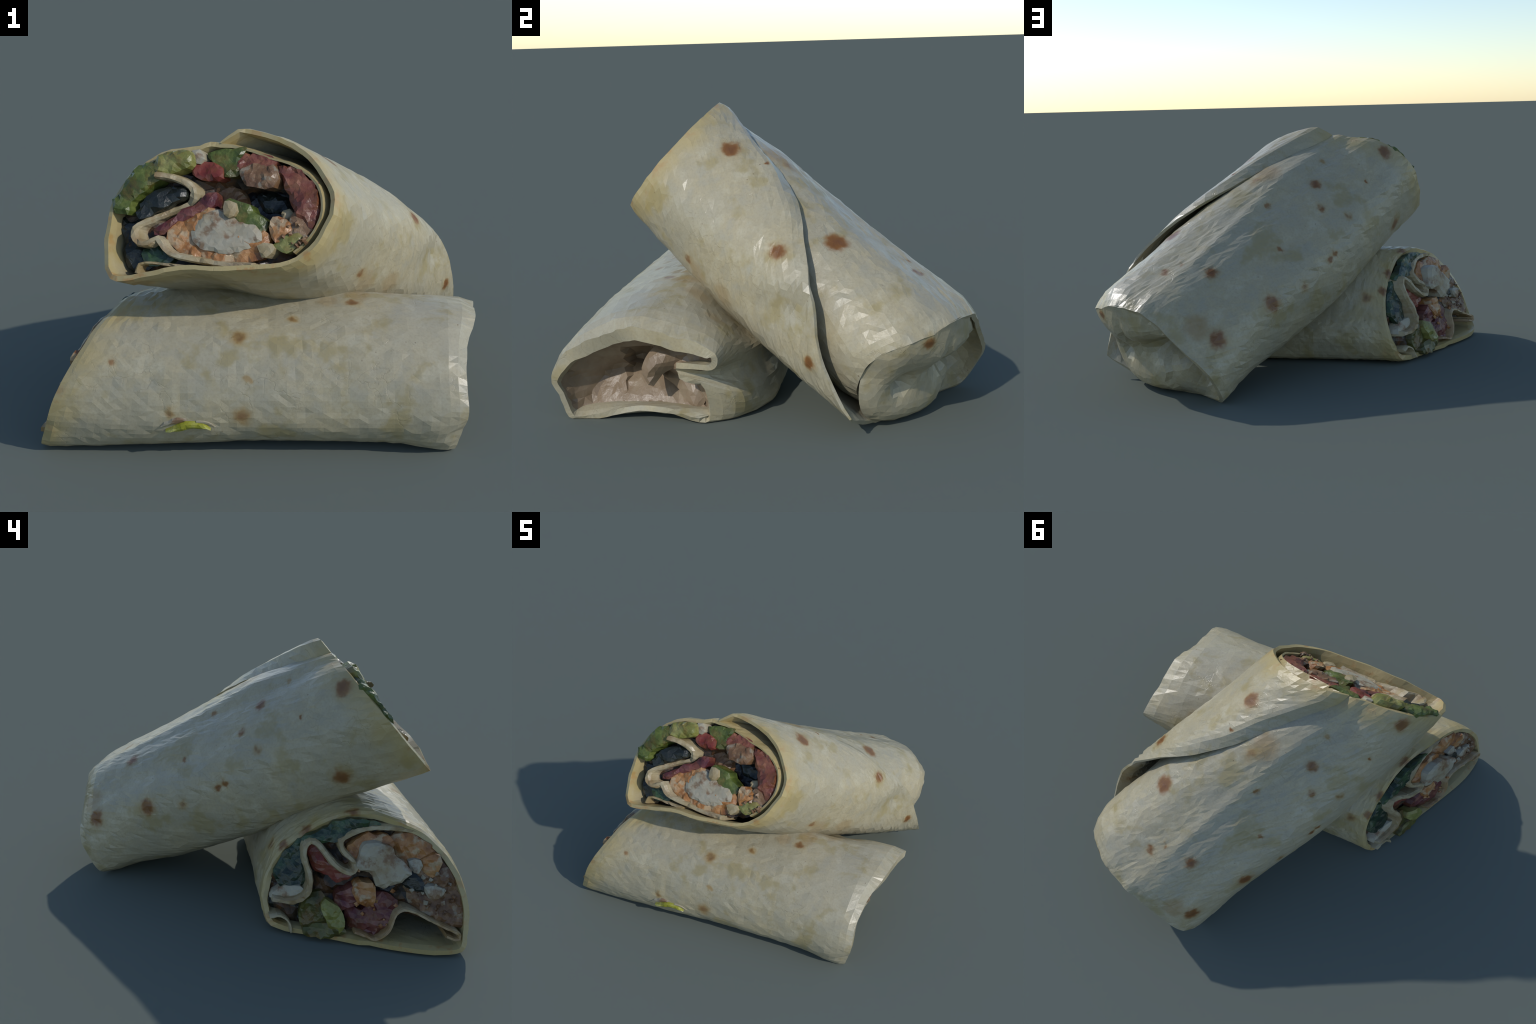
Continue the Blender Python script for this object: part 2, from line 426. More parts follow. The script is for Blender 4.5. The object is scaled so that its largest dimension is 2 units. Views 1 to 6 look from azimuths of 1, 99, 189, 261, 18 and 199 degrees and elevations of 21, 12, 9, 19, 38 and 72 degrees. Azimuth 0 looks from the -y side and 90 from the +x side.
L4 = loop([.69, .71, .72, .72, .73, .74, .76, .77, .78, .79, .79, .79, .77, .72, .74, .72, .70],
          [(-.85, .008), (-.918, .115), (-.918, .22), (-.845, .345), (-.735, .438), (-.605, .493), (-.48, .51), (-.34, .49), (-.22, .44),
           (-.14, .37), (-.125, .295), (-.19, .225), (-.10, .13), (-.12, .01), (-.26, .015), (-.45, .025), (-.65, .02)])
L5 = loop([.785, .818, .832, .834, .868, .912, .938, .96, .982, .988, .955, .86, .85, .80, .80, .79, .775],
          [(-.852, -.012), (-.900, .115), (-.924, .21), (-.852, .333), (-.70, .415), (-.586, .469), (-.48, .485), (-.33, .456), (-.20, .414),
           (-.148, .36), (-.19, .285), (-.36, .255), (-.25, .19), (-.24, .005), (-.40, .032), (-.55, .035), (-.70, .0)])
LC = np.array([-0.7209, -0.4621, 0.3166]); LN = unit((-0.8506, 0.4259, 0.3082))

def lower_sheet(rows=50, cols=84):
    rings = [L0, L1, L2, L3, L4, L5]
    ts = [0, .27, .56, .82, .94, 1.0]
    G = np.zeros((rows, cols, 3)); T = np.full((rows, cols), 0.040)
    u = np.linspace(0, 17, cols, endpoint=False)
    for i, t in enumerate(np.linspace(0, 1, rows)):
        G[i] = catmull(knots(t, ts, rings), u, closed=True)
        # two layers of dough lie on one another along the upper lip of the folded end
        double = np.clip((u - 1.5) / 2, 0, 1) * np.clip((9.2 - u) / 2, 0, 1) * np.clip((t - 0.8) / 0.12, 0, 1)
        T[i] = 0.040 + 0.065 * double
    return G, T

# ------------------------------------------------------------------ things and their materials
SPOTS_U = [(.051, .566, .444, .045, 1), (-.235, .195, .64, .018, 1), (-.21, .22, .61, .022, 1), (.261, .841, .323, .045, 1), (.364, .848, .387, .06, .5),
           (.339, .621, .607, .034, 1), (.573, .633, .617, .026, .9), (.507, .587, .651, .014, .8), (-.468, -.346, 1.138, .042, .85), (-.377, -.157, .986, .014, 1),
           (-.133, -.153, 1.10, .014, .7), (-.111, -.013, .987, .03, .9), (-.159, .099, .88, .026, .95), (-.296, .041, .821, .022, .6), (.036, .364, .681, .017, .9),
           (.122, .191, .896, .018, .8), (-.543, -.319, .726, .045, .9), (.15, .0, 1.06, .075, .5), (-.097, .392, .496, .024, .6), (.625, .295, .749, .05, 1),
           (.305, -.194, 1.106, .045, .95), (.738, .062, .736, .036, 1), (.35, -.03, 1.049, .012, 1), (.926, .202, .32, .03, .95), (.898, .677, .40, .026, .9),
           (.51, -.36, .67, .02, .7), (.42, -.37, .63, .03, .8), (.30, -.27, 1.04, .03, .45), (.21, .06, 1.03, .035, .6),
           (.45, -.33, .57, .06, .35), (.60, -.22, .50, .06, .35), (-.52, -.66, .73, .05, .5)]
SPOTS_L = [(-.113, -.706, .483, .03, .7), (-.647, -.755, .405, .018, .75), (-.107, -.871, .196, .034, .6), (.119, -.605, .52, .022, .7), (.387, -.49, .536, .03, .8),
           (-.407, -.851, .208, .022, .6), (-.075, -.826, .342, .014, .6), (-.49, -.15, .47, .03, .8), (-.47, -.04, .40, .028, .8), (-.38, -.01, .36, .03, .6), (-.56, -.36, .58, .03, .8),
           (.28, -.475, .55, .05, .32), (.42, -.41, .53, .055, .4), (.55, -.32, .49, .06, .4), (.68, -.22, .43, .05, .35)]
MU = tortilla("tortilla_leaning", SPOTS_U, UC, UN, 1)
ML = tortilla("tortilla_lying", SPOTS_L, LC, LN, 2)

lower = empty("wrap_half", (0, -0.42, 0), "lying half of a chicken wrap, obliquely cut, folded at one end", "wrap sandwich")
upper = empty("wrap_half", (0.35, 0.3, 0), "leaning half of a chicken wrap with cut face showing filling", "wrap sandwich")

G, T = upper_sheet()
up_tort = sheet("tortilla", G, T, MU, upper, upper, flip=1, seed=11)
G2, T2 = lower_sheet()
lo_tort = sheet("tortilla", G2, T2, ML, lower, lower, wrap=True, flip=-1, seed=23)

# ------------------------------------------------------------------ folded ends
def plug(name, ring, axes, depth_fn, mat, root, step=0.03, seed=5):
    """Tucked-in end: a skin stretched inside a rim loop, pushed in and out by depth_fn(x, y, distance from rim)."""
    org, e1, e2, ax = axes
    R = np.asarray(ring) - org
    B, S = np.c_[R @ e1, R @ e2], R @ ax
    m = len(B); r = np.random.default_rng(seed)
    lo, hi = B.min(0), B.max(0); pts = []
    for a, yy in enumerate(np.arange(lo[1], hi[1], step * 0.87)):
        for xx in np.arange(lo[0] + (a % 2) * step * 0.5, hi[0], step):
            q = np.array([xx, yy]) + r.normal(0, step * 0.15, 2)
            if np.min(np.linalg.norm(B - q, axis=1)) > step * 0.55:
                pts.append(q)
    allp = np.concatenate([B, np.array(pts)])
    cv, _, cf = delaunay_2d_cdt([Vector(p) for p in allp], [], [list(range(m))], 1, 1e-6)[:3]
    Q = np.array([tuple(p) for p in cv])
    D = np.linalg.norm(Q[:, None] - B[None], axis=2)
    wgt = 1 / (D + 1e-4) ** 2
    s0 = (wgt * S).sum(1) / wgt.sum(1)
    d = np.array([depth_fn(p[0], p[1], e) for p, e in zip(Q, D.min(1))])
    wob = fbm(np.c_[Q, s0], 9.0, seed, 2) * 0.006 * np.clip(D.min(1) / 0.03, 0, 1)
    V = org + Q[:, :1] * e1 + Q[:, 1:] * e2 + (s0 - d + wob)[:, None] * ax
    return add(name, V, [tuple(f) for f in cf], mat, root, root)

def bell(x, y, cx, cy, rx, ry):
    return math.exp(-((x - cx) / rx) ** 2 - ((y - cy) / ry) ** 2)

def upper_end():
    """The far end: dough tucked in, flush and rounded at the right, hollow behind the lip at the left."""
    ang = np.linspace(142, 440, 70)
    left = np.exp(-(((ang - 290) / 70) ** 4))
    R = upper_radius(1.0, ang) - 0.006 - 0.02 * left
    h, v = R * np.sin(np.radians(ang)), R * np.cos(np.radians(ang))
    s = np.interp(ang, END_A, END_S) - 0.022 * left - 0.004
    ring = up_pt(s, h, v)
    # the lower right side of the end, hidden behind the flap, closes down to the ground edge
    close = resample([(s[-1], h[-1], v[-1]), (1.60, .435, -.03), (1.62, .435, -.11), (1.64, .40, -.19), (1.655, .33, -.255), (s[0], h[0], v[0])], 0.03)[1:-1]
    ring = np.concatenate([ring, up_pt(close[:, 0], close[:, 1], close[:, 2])])
    def depth(x, y, edge):
        e = min(1.0, edge / 0.09)
        d = -0.03 * math.sin(math.pi * 0.5 * e) * (1 if x > -0.05 else 0.3)
        d += 0.075 * bell(x, y, 0.25, -0.06, 0.04, 0.045)
        d += 0.19 * bell(x, y, -0.13, -0.02, 0.15, 0.06)
        d += 0.19 * bell(x, y, -0.26, -0.10, 0.07, 0.11)
        d -= 0.02 * bell(x, y, 0.0, 0.12, 0.25, 0.06)
        d -= 0.05 * bell(x, y, 0.10, -0.20, 0.22, 0.09)
        d -= 0.03 * bell(x, y, 0.16, 0.06, 0.15, 0.07)
        d += 0.035 * bell(x, y, 0.12, 0.03, 0.02, 0.09)
        return d * min(1.0, edge / 0.02)
    plug("folded_end", ring, (O, H, Vv, W), depth, MU, upper)

def lower_end():
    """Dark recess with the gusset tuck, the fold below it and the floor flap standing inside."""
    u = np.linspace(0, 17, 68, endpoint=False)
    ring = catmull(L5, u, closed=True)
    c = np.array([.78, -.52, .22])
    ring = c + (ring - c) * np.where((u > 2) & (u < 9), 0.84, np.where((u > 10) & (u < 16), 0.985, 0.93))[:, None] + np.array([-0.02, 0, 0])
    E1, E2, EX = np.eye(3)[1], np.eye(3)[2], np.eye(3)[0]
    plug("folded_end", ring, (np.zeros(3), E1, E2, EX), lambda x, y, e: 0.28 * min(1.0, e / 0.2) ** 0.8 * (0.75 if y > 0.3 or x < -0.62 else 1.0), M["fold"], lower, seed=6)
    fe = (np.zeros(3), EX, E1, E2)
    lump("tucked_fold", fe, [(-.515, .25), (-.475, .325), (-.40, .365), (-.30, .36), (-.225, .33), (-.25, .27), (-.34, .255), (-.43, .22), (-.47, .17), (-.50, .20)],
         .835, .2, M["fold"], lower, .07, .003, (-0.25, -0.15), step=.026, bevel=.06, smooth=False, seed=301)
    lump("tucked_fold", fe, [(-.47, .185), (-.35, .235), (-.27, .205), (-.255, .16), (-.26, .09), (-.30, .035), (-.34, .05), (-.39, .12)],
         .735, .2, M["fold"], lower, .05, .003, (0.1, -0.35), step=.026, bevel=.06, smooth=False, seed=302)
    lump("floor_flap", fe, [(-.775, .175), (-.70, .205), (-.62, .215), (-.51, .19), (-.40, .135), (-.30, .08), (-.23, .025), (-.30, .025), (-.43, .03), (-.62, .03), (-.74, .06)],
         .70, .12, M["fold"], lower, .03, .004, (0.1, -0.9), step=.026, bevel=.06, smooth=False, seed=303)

# ------------------------------------------------------------------ fillings
def face_frame(c, n, out):
    """Cut plane with in-plane axes; depth runs along the roll, not square to the oblique cut."""
    e1 = unit((-n[1], n[0], 0)); return c, out / (out @ n), e1, np.cross(n, e1)

def on_face(fr, x, y, d):
    c, n, e1, e2 = fr
    x, y, d = np.broadcast_arrays(x, y, d)
    return c + x[..., None] * e1 + y[..., None] * e2 + d[..., None] * n

def lump(name, fr, outline, top, depth, mat, root, dome=0.02, rough=0.006, tilt=(0, 0), step=0.019, bevel=None, smooth=False, dip=None, seed=1):
    """A chunk of food: smoothed outline on the cut face, domed top, sides running back into the roll."""
    P = resample(outline, step, True); m = len(P)
    r = np.random.default_rng(seed)
    c = P.mean(0)
    if bevel is None:  # food: ragged, slightly swollen so that neighbours press together
        dirs = (P - c) / np.linalg.norm(P - c, axis=1, keepdims=True)
        P = P + dirs * (0.013 + 0.012 * fbm(np.c_[P, np.full(m, seed)], 22.0, seed, 3))[:, None] + r.normal(0, step * 0.1, P.shape)
    lo, hi = P.min(0), P.max(0)
    pts = []
    for a, yy in enumerate(np.arange(lo[1], hi[1], step * 0.87)):
        for xx in np.arange(lo[0] + (a % 2) * step * 0.5, hi[0], step):
            q = np.array([xx, yy]) + r.normal(0, step * 0.16, 2)
            if np.min(np.linalg.norm(P - q, axis=1)) > step * 0.6:
                pts.append(q)
    allp = np.concatenate([P, np.array(pts).reshape(-1, 2)])
    cv, _, cf, _, _, _ = delaunay_2d_cdt([Vector(p) for p in allp], [], [list(range(m))], 1, 1e-6)[:6]
    Q = np.array([tuple(p) for p in cv]); F = [tuple(f) for f in cf]
    if len(Q) != len(allp):  # keep the outline first even if the triangulator dropped points
        allp = Q
    edge = np.array([np.min(np.linalg.norm(P - q, axis=1)) for q in Q])
    wide = max(edge.max(), 1e-4)
    f = np.clip(edge / (bevel or 0.014), 0, 1); g = np.clip(edge / wide, 0, 1)
    dome = dome * (0.5 if bevel is None else 0.7)
    z = top - dome * (0.65 * (1 - f) ** 1.6 + 0.35 * (1 - g) ** 2)
    Q3 = np.c_[Q, np.zeros(len(Q))]
    wob = fbm(Q3, 12.0, seed, 2) + 0.3 * fbm(Q3, 34.0, seed + 5, 2)
    z = z + (Q - c) @ np.asarray(tilt) + wob * rough * 2.2 + r.normal(0, rough * 0.18, len(Q))
    if dip:
        z = z - dip[4] * np.exp(-((Q[:, 0] - dip[0]) / dip[2]) ** 2 - ((Q[:, 1] - dip[1]) / dip[3]) ** 2)
    rows = [np.c_[Q, z]]
    base = len(Q)
    for scale, back in ((0.98, depth * 0.4), (0.9, depth)):
        rows.append(np.c_[c + (P - c) * scale, np.full(m, top - dome - back)])
    A = np.concatenate(rows)
    for k in range(m):
        j = (k + 1) % m
        F += [(k, base + k, base + j, j), (base + k, base + m + k, base + m + j, base + j)]
    V = on_face(fr, A[:, 0], A[:, 1], A[:, 2])
    return add(name, V, F, mat, root, root, smooth)

def ribbon(name, fr, path, top, depth, mat, root, thick=0.028, step=0.02, seed=1):
    """Edge-on strip of tortilla: a path on the cut face, given thickness, running back into the roll."""
    P = resample(path, step); m = len(P)
    t = np.gradient(P, axis=0); t /= np.linalg.norm(t, axis=1, keepdims=True)
    nn = np.c_[-t[:, 1], t[:, 0]]
    r = np.random.default_rng(seed)
    tops = np.interp(np.linspace(0, 1, m), np.linspace(0, 1, len(top)), top) if hasattr(top, "__len__") else np.full(m, top)
    th = thick * (1 + r.normal(0, 0.08, m))[:, None] * 0.5
    rows = []
    for off, dz in ((-1, -depth), (-1, -0.012), (-0.55, 0.0), (0.55, 0.0), (1, -0.012), (1, -depth)):
        rows.append(np.c_[P + nn * th * off, tops + dz + r.normal(0, 0.002, m)])
    Q = np.stack(rows)
    V = on_face(fr, Q[..., 0], Q[..., 1], Q[..., 2]).reshape(-1, 3)
    F = grid_faces(6, m, False, True, random.Random(seed))
    F += [tuple(k * m for k in range(6)), tuple(k * m + m - 1 for k in range(5, -1, -1))]
    return add(name, V, F, mat, root, root)

fu, fl = face_frame(UC, UN, -W), face_frame(LC, LN, np.array([-1.0, 0, 0]))

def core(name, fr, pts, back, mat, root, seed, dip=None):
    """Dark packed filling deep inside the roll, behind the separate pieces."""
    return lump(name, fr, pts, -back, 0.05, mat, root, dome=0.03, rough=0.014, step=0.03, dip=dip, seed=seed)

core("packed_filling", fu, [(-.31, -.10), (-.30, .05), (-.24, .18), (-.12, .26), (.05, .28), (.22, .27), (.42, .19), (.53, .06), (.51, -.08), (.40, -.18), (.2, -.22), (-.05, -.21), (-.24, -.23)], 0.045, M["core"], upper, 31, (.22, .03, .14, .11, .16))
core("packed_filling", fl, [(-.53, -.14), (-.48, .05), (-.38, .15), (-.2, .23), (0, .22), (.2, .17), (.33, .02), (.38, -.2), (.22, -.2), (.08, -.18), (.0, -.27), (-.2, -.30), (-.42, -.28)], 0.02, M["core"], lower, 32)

U_PIECES = [
    ("lettuce", "lettuce", [(-.244, .19), (-.15, .22), (-.129, .162), (-.172, .121), (-.239, .066), (-.256, .009), (-.31, .015), (-.322, .062), (-.275, .113), (-.258, .165)], 0.05, 0.03, (0, 0)),
    ("green_pepper", "pepper", [(-.127, .251), (-.038, .271), (-.007, .249), (-.011, .207), (-.06, .193), (-.124, .173), (-.14, .21)], 0.06, 0.025, (0, 0)),
    ("onion", "chicken", [(.004, .272), (.034, .268), (.032, .236), (.004, .240)], 0.0, 0.01, (0, 0)),
    ("green_pepper", "lettuce", [(.057, .269), (.16, .28), (.214, .287), (.19, .246), (.186, .188), (.132, .174), (.117, .216), (.087, .227)], -0.01, 0.02, (0, 0)),
    ("tomato", "tomato", [(.018, .228), (.077, .216), (.113, .19), (.099, .148), (.044, .159), (-.001, .186)], 0.0, 0.025, (0, 0)),
    ("red_bean_mash", "beef", [(.2, .261), (.323, .243), (.333, .207), (.274, .202), (.206, .193)], -0.01, 0.015, (0, 0)),
    ("brown_mash", "mash", [(.201, .183), (.284, .202), (.343, .191), (.333, .119), (.236, .125)], 0.0, 0.02, (0, 0)),
    ("red_bean_mash", "beef", [(.36, .20), (.425, .205), (.478, .165), (.522, .11), (.53, .03), (.51, -.052), (.478, -.051), (.42, .02), (.391, .102), (.357, .169)], -0.015, 0.035, (0, 0)),
    ("brown_mash", "mash", [(.43, .01), (.492, -.041), (.54, -.052), (.502, -.121), (.44, -.155), (.392, -.175), (.402, -.1), (.41, -.051)], -0.03, 0.02, (0, 0)),
    ("red_cabbage", "cabbage", [(-.17, -.07), (-.14, -.045), (-.078, -.01), (-.006, .035), (.027, .075), (.08, .087), (.072, .035), (.019, .0), (-.054, -.02), (-.12, -.079)], -0.02, 0.02, (0, 0)),
    ("seasoned_crust", "crust", [(-.106, -.069), (-.044, -.029), (.024, -.005), (.092, .01), (.238, -.053), (.301, -.099), (.301, -.149), (.264, -.2), (.144, -.21), (.048, -.19), (-.049, -.17), (-.094, -.125)], -0.025, 0.015, (0, 0)),
    ("chicken", "chicken", [(.011, -.055), (.092, .004), (.189, -.032), (.258, -.079), (.275, -.13), (.182, -.163), (.047, -.15), (-.003, -.095)], -0.005, 0.018, (0, 0)),
    ("chicken", "dough", [(.285, -.154), (.322, -.150), (.335, -.166), (.304, -.190), (.286, -.182)], 0.0, 0.01, (0, 0)),
    ("seasoned_crust", "mash", [(.031, .087), (.089, .128), (.139, .106), (.174, .044), (.121, .0), (.067, .0)], -0.075, 0.02, (0, 0)),
    ("deep_leaf", "leaf_black", [(.217, .09), (.285, .1), (.353, .062), (.334, .02), (.255, .03)], -0.11, 0.02, (0, 0)),
    ("black_bean", "bean", [(.15, .12), (.22, .10), (.34, .12), (.385, .0), (.37, -.1), (.33, -.16), (.29, -.1), (.25, -.03), (.19, .04)], -0.12, 0.02, (0, 0)),  # near-black lump sunk deep where the open hole is
    ("onion", "dough", [(.356, .010), (.380, .010), (.384, -.022), (.360, -.018)], -0.05, 0.015, (0, 0)),
    ("seasoned_crust", "crust", [(.339, -.029), (.392, -.065), (.382, -.11), (.354, -.12), (.33, -.089)], -0.01, 0.015, (0, 0)),
    ("green_pepper", "pepper", [(.344, -.144), (.421, -.101), (.44, -.121), (.392, -.17)], -0.01, 0.01, (0, 0)),
    ("dark_leaf", "leaf_black", [(-.333, -.015), (-.269, -.016), (-.248, -.067), (-.24, -.133), (-.118, -.149), (-.102, -.194), (-.183, -.208), (-.24, -.238), (-.289, -.227), (-.308, -.142), (-.321, -.066)], -0.04, 0.03, (0, 0)),
    ("dark_leaf", "leaf_dark", [(-.20, -.16), (-.118, -.149), (-.095, -.194), (-.183, -.215)], -0.02, 0.015, (0, 0)),
    ("deep_leaf", "leaf_black", [(-.231, .009), (-.194, .06), (-.107, .11), (-.048, .109), (-.047, .068), (-.134, .028), (-.201, -.017)], 0.02, 0.02, (0, 0)),
]
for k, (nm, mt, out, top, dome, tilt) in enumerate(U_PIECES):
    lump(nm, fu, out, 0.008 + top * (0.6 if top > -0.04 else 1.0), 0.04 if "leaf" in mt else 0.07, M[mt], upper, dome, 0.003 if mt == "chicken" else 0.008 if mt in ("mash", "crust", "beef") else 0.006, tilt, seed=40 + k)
lump("green_pepper", fu, [(.145, .045), (.185, .045), (.281, -.03), (.285, -.074), (.238, -.075), (.165, -.017)], 0.0, 0.06, M["lettuce"], upper, 0.015, 0.004, (-0.1, 0), seed=70)
lump("onion", fu, [(.146, .038), (.168, .034), (.182, .0), (.16, -.012)], 0.02, 0.03, M["dough"], upper, 0.01, 0.004, seed=71)
ribbon("inner_tortilla", fu, [(-.129, .162), (-.059, .151), (-.009, .119), (-.008, .083), (-.046, .047), (-.123, .013), (-.2, -.032), (-.233, -.072), (-.216, -.123), (-.171, -.139), (-.129, -.114), (-.11, -.144), (-.078, -.18), (-.01, -.198), (.072, -.214), (.144, -.226), (.25, -.232)],
       [0.06, 0.03, -0.04, -0.02, 0.03, 0.04, 0.02, 0.0, 0.0, 0.0], 0.12, M["dough"], upper, 0.03, seed=81)
ribbon("inner_tortilla", fu, [(-.234, -.258), (-.222, -.221), (-.168, -.215), (-.10, -.225), (0, -.235)], 0.0, 0.08, M["dough"], upper, 0.016, seed=82)

L_PIECES = [
    ("dark_leaf", "leaf_dark", [(-.386, .131), (-.293, .186), (-.232, .217), (-.133, .242), (-.029, .23), (-.106, .213), (-.166, .187), (-.227, .145), (-.311, .127)], -0.01, 0.01),
    ("dark_leaf", "leaf_dark", [(-.505, -.034), (-.456, .055), (-.401, .112), (-.385, .04), (-.365, -.021), (-.377, -.079), (-.414, -.104), (-.469, -.095), (-.509, -.056)], -0.02, 0.02),
    ("onion", "chicken", [(-.52, -.148), (-.456, -.104), (-.38, -.1), (-.40, -.14)], -0.005, 0.01),
    ("tomato", "tomato", [(-.362, .095), (-.329, .098), (-.284, .056), (-.162, -.015), (-.213, -.05), (-.257, -.025), (-.322, .001)], -0.02, 0.015),
    ("seasoned_crust", "crust", [(-.171, .103), (-.102, .165), (-.004, .175), (.014, .13), (-.08, .1), (-.118, .016), (-.15, .054)], 0.0, 0.015),
    ("seasoned_crust", "crust", [(.018, .154), (.103, .18), (.186, .153), (.23, .107), (.17, .07), (.101, .055), (.043, .08)], -0.03, 0.02),
    ("chicken", "chicken", [(-.119, .109), (-.101, .146), (.003, .146), (.037, .103), (.102, .044), (.03, -.01), (-.036, -.022), (-.06, .022), (-.119, .046)], 0.045, 0.03),
    ("chicken", "chicken", [(.121, .071), (.161, .075), (.143, .035)], -0.005, 0.01),
    ("chicken", "crust", [(.167, .065), (.229, .107), (.246, .053), (.225, .018)], -0.02, 0.01),
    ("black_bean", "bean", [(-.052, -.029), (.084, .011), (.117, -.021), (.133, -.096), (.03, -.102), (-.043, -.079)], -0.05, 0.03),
    ("deep_leaf", "leaf_black", [(.086, -.005), (.124, .025), (.184, -.034), (.155, -.05)], -0.01, 0.015),
    ("brown_mash", "mash", [(.13, .012), (.236, .088), (.294, .038), (.348, -.036), (.375, -.134), (.372, -.205), (.249, -.178), (.176, -.14), (.127, -.095)], -0.01, 0.03),
    ("onion", "chicken", [(.199, -.033), (.238, -.023), (.269, -.035), (.242, -.073), (.206, -.062)], 0.005, 0.02),
    ("red_cabbage", "cabbage", [(-.203, -.108), (-.121, -.063), (-.113, -.125), (-.183, -.168)], 0.0, 0.015),
    ("red_cabbage", "cabbage", [(-.041, -.09), (.068, -.119), (.048, -.188), (.01, -.237), (-.018, -.272), (-.124, -.25), (-.15, -.164), (-.077, -.167)], -0.01, 0.02),
    ("seasoned_crust", "crust", [(-.123, -.042), (-.055, -.046), (-.047, -.096), (-.07, -.134), (-.119, -.104)], 0.02, 0.02),
    ("green_pepper", "olive", [(-.366, -.158), (-.282, -.117), (-.265, -.199), (-.289, -.265), (-.358, -.272)], -0.01, 0.02),
    ("green_pepper", "pepper", [(-.28, -.147), (-.221, -.157), (-.185, -.211), (-.198, -.265), (-.24, -.235)], 0.02, 0.02),
    ("green_pepper", "olive", [(-.362, -.284), (-.305, -.252), (-.22, -.246), (-.176, -.272), (-.227, -.296), (-.333, -.307)], 0.01, 0.015),
    ("deep_leaf", "leaf_black", [(-.533, -.182), (-.376, -.164), (-.37, -.258), (-.42, -.243), (-.514, -.222)], -0.05, 0.02),
]
for k, (nm, mt, out, top, dome) in enumerate(L_PIECES):
    lump(nm, fl, out, top + (0.015 if mt == "mash" else 0.035), 0.03 if "leaf" in mt else 0.06, M[mt], lower, dome, 0.003 if mt == "chicken" else 0.008 if mt in ("mash", "crust", "cabbage") else 0.006, seed=140 + k)
ribbon("inner_tortilla", fl, [(-.525, -.155), (-.437, -.155), (-.379, -.128), (-.349, -.082), (-.354, -.02), (-.38, .041), (-.384, .104), (-.354, .133), (-.315, .115), (-.257, .053), (-.207, .017), (-.164, .006), (-.139, .029), (-.152, .064), (-.2, .1), (-.21, .145), (-.155, .182), (-.079, .208), (.05, .212), (.16, .19), (.26, .11)],
       [0.05, 0.06, 0.05, 0.05, 0.05, 0.05, 0.03, 0.01, -0.005, -0.02], 0.12, M["dough"], lower, 0.03, seed=181)
ribbon("inner_tortilla", fl, [(-.124, -.263), (-.081, -.270), (-.023, -.284), (.031, -.241), (.057, -.171), (.09, -.137), (.141, -.141), (.229, -.176), (.311, -.207), (.357, -.225), (.35, -.25), (.30, -.24)],
       [0.05, 0.05, 0.04, 0.03], 0.2, M["dough_stained"], lower, 0.016, seed=182)
ribbon("inner_tortilla", fl, [(-.528, -.25), (-.485, -.238), (-.452, -.247), (-.428, -.271), (-.418, -.31)], 0.03, 0.1, M["dough"], lower, 0.016, seed=183)

# a shred of lettuce and a fleck of onion stuck low on the front of the lying half
def shred(name, path, width, mat, root, lift=0.012, seed=1):
    P = resample(path, 0.018); m = len(P)
    t = np.gradient(P, axis=0); t /= np.linalg.norm(t, axis=1, keepdims=True)
    outw = np.array([0, -0.96, -0.28]); side = np.cross(t, outw)
    r = np.random.default_rng(seed)
    w = width * np.sin(np.linspace(0.25, math.pi - 0.15, m))[:, None] * (1 + r.normal(0, .15, (m, 1)))
    rows = [P + side * w - outw * 0.02, P + side * w * .8 + outw * lift * .6, P + outw * lift * (1 + r.normal(0, .2, (m, 1))), P - side * w * .8 + outw * lift * .5, P - side * w - outw * 0.02]
    V = np.stack(rows).reshape(-1, 3)
    F = grid_faces(5, m, False, True, random.Random(seed)) + [(0, m, 2 * m, 3 * m, 4 * m), tuple(k * m + m - 1 for k in (4, 3, 2, 1, 0))]
    return add(name, V, F, mat, root, root)

shred("lettuce_shred", [(-.43, -.864, .135), (-.38, -.872, .148), (-.33, -.872, .16), (-.27, -.872, .155), (-.24, -.866, .14)], 0.016, M["shred"], lower, seed=5)
shred("onion_fleck", [(-.45, -.862, .155), (-.40, -.868, .175), (-.34, -.868, .185)], 0.012, M["chicken"], lower, 0.004, seed=6)
shred("onion_fleck", [(-.30, -.868, .175), (-.25, -.868, .165), (-.22, -.866, .15)], 0.010, M["chicken"], lower, 0.003, seed=7)


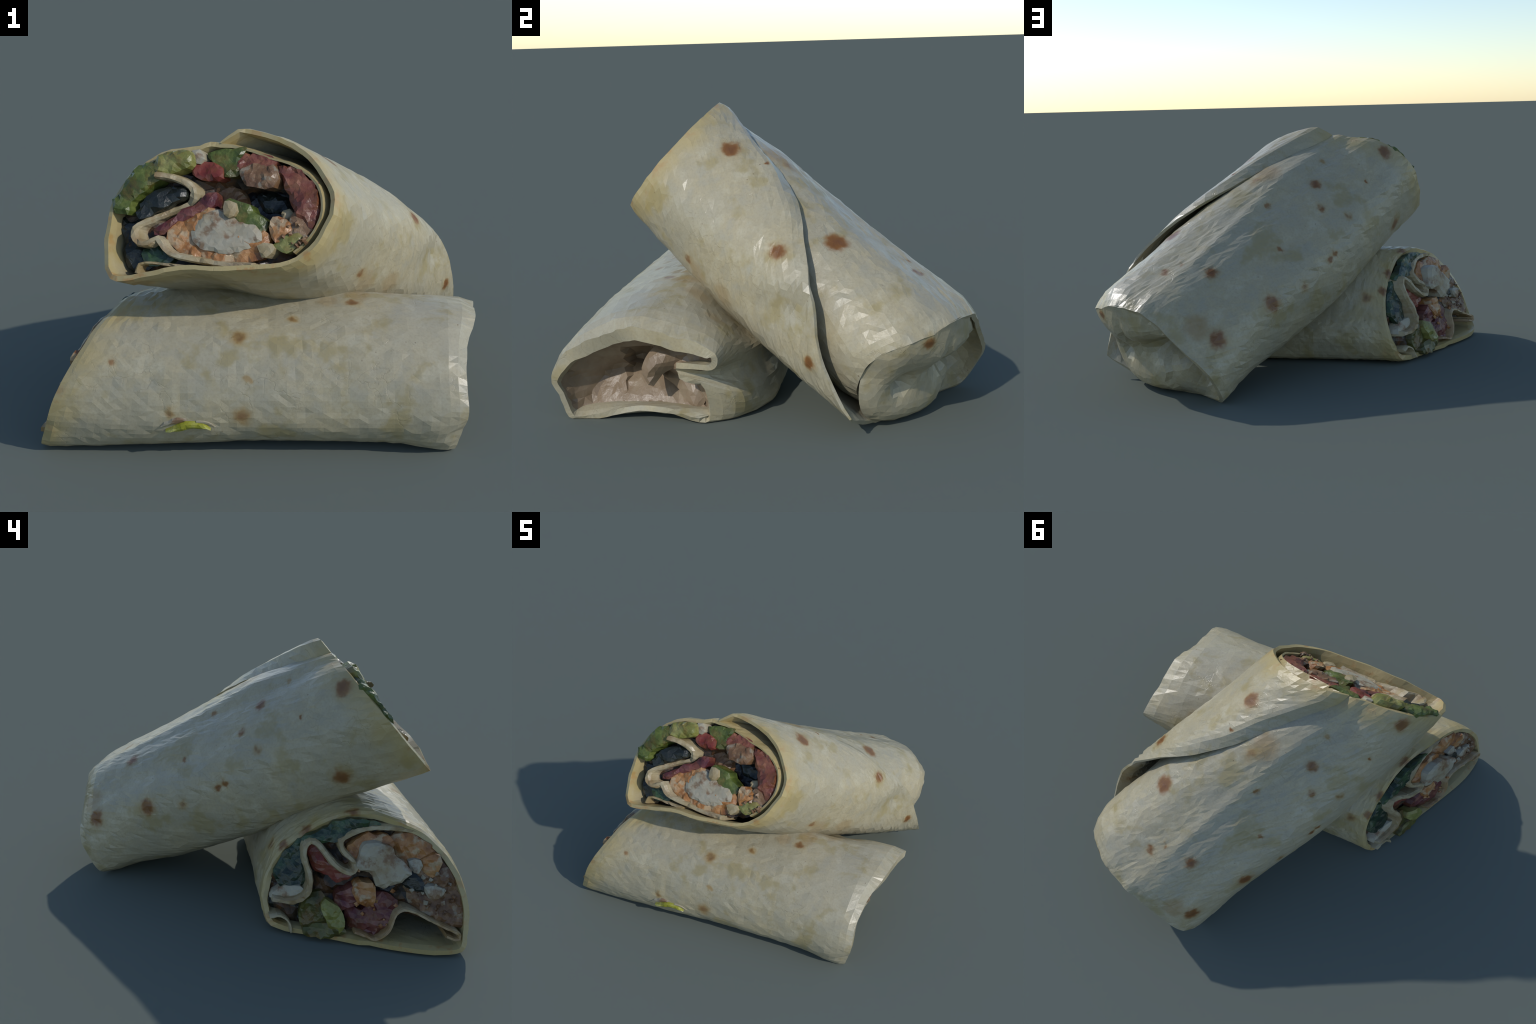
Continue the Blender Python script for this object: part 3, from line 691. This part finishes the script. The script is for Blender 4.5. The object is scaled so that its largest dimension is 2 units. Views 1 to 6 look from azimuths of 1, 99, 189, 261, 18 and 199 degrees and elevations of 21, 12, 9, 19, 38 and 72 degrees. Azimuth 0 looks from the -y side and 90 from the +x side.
def crumbs(name, fr, box, n, size, top, mat, root, seed):
    """Loose grains of filling pressed into the cut face, joined into one part."""
    r = np.random.default_rng(seed)
    dirs = np.array([(1, 0, 0), (-1, 0, 0), (0, 1, 0), (0, -1, 0), (0, 0, 1), (0, 0, -1)], float)
    tri = [(0, 2, 4), (2, 1, 4), (1, 3, 4), (3, 0, 4), (2, 0, 5), (1, 2, 5), (3, 1, 5), (0, 3, 5)]
    V, F = [], []
    for _ in range(n):
        a = r.uniform(0, 2 * math.pi); q = math.sqrt(r.uniform())
        x, y = box[0] + box[2] * q * math.cos(a), box[1] + box[3] * q * math.sin(a)
        s = size * r.uniform(0.6, 1.4)
        ca, sa = math.cos(a * 3), math.sin(a * 3)
        D = dirs * s * r.uniform(0.6, 1.2, (6, 1)) @ np.array([[ca, sa, 0], [-sa, ca, 0], [0, 0, 1]])
        b = len(V)
        V += list(on_face(fr, x + D[:, 0], y + D[:, 1], top + r.normal(0, 0.006) + D[:, 2]))
        F += [tuple(i + b for i in t) for t in tri]
    o = add(name, V, F, mat, root, root)
    o["kind"] = "stuff"
    return o

crumbs("filling_crumbs", fl, (.25, -.07, .09, .11), 22, .010, .012, M["mash"], lower, 1)
crumbs("filling_crumbs", fl, (.22, -.05, .09, .09), 9, .011, .018, M["chicken"], lower, 2)
crumbs("filling_crumbs", fl, (.0, -.14, .13, .09), 14, .011, .03, M["crust"], lower, 3)
crumbs("filling_crumbs", fu, (.43, -.10, .06, .07), 18, .011, .0, M["mash"], upper, 4)
upper_end()
lower_end()

# ------------------------------------------------------------------ keep every filling inside its own skin
from mathutils.bvhtree import BVHTree

def tuck_inside(tort, root, plane_c, plane_n, skin=0.02):
    me = tort.data; q = len(me.vertices) // 2
    tree = BVHTree.FromPolygons([v.co for v in me.vertices], [list(p.vertices) for p in me.polygons if all(i < q for i in p.vertices)])
    for o in root.children:
        if o == tort or "fold" in o.name or "shred" in o.name or "fleck" in o.name:
            continue
        for v in o.data.vertices:
            if (np.array(v.co) - plane_c) @ plane_n > -0.012:
                continue
            c, nn, i, d = tree.find_nearest(v.co)
            if d < 0.12 and (v.co - c).dot(nn) > -skin:
                v.co = c - nn * skin

tuck_inside(up_tort, upper, UC, UN)
tuck_inside(lo_tort, lower, LC, LN)

# everything rests on the table: nothing below it
for o in bpy.data.objects:
    if o.type == "MESH":
        for v in o.data.vertices:
            if v.co.z < 0.0008:
                v.co.z = 0.0008
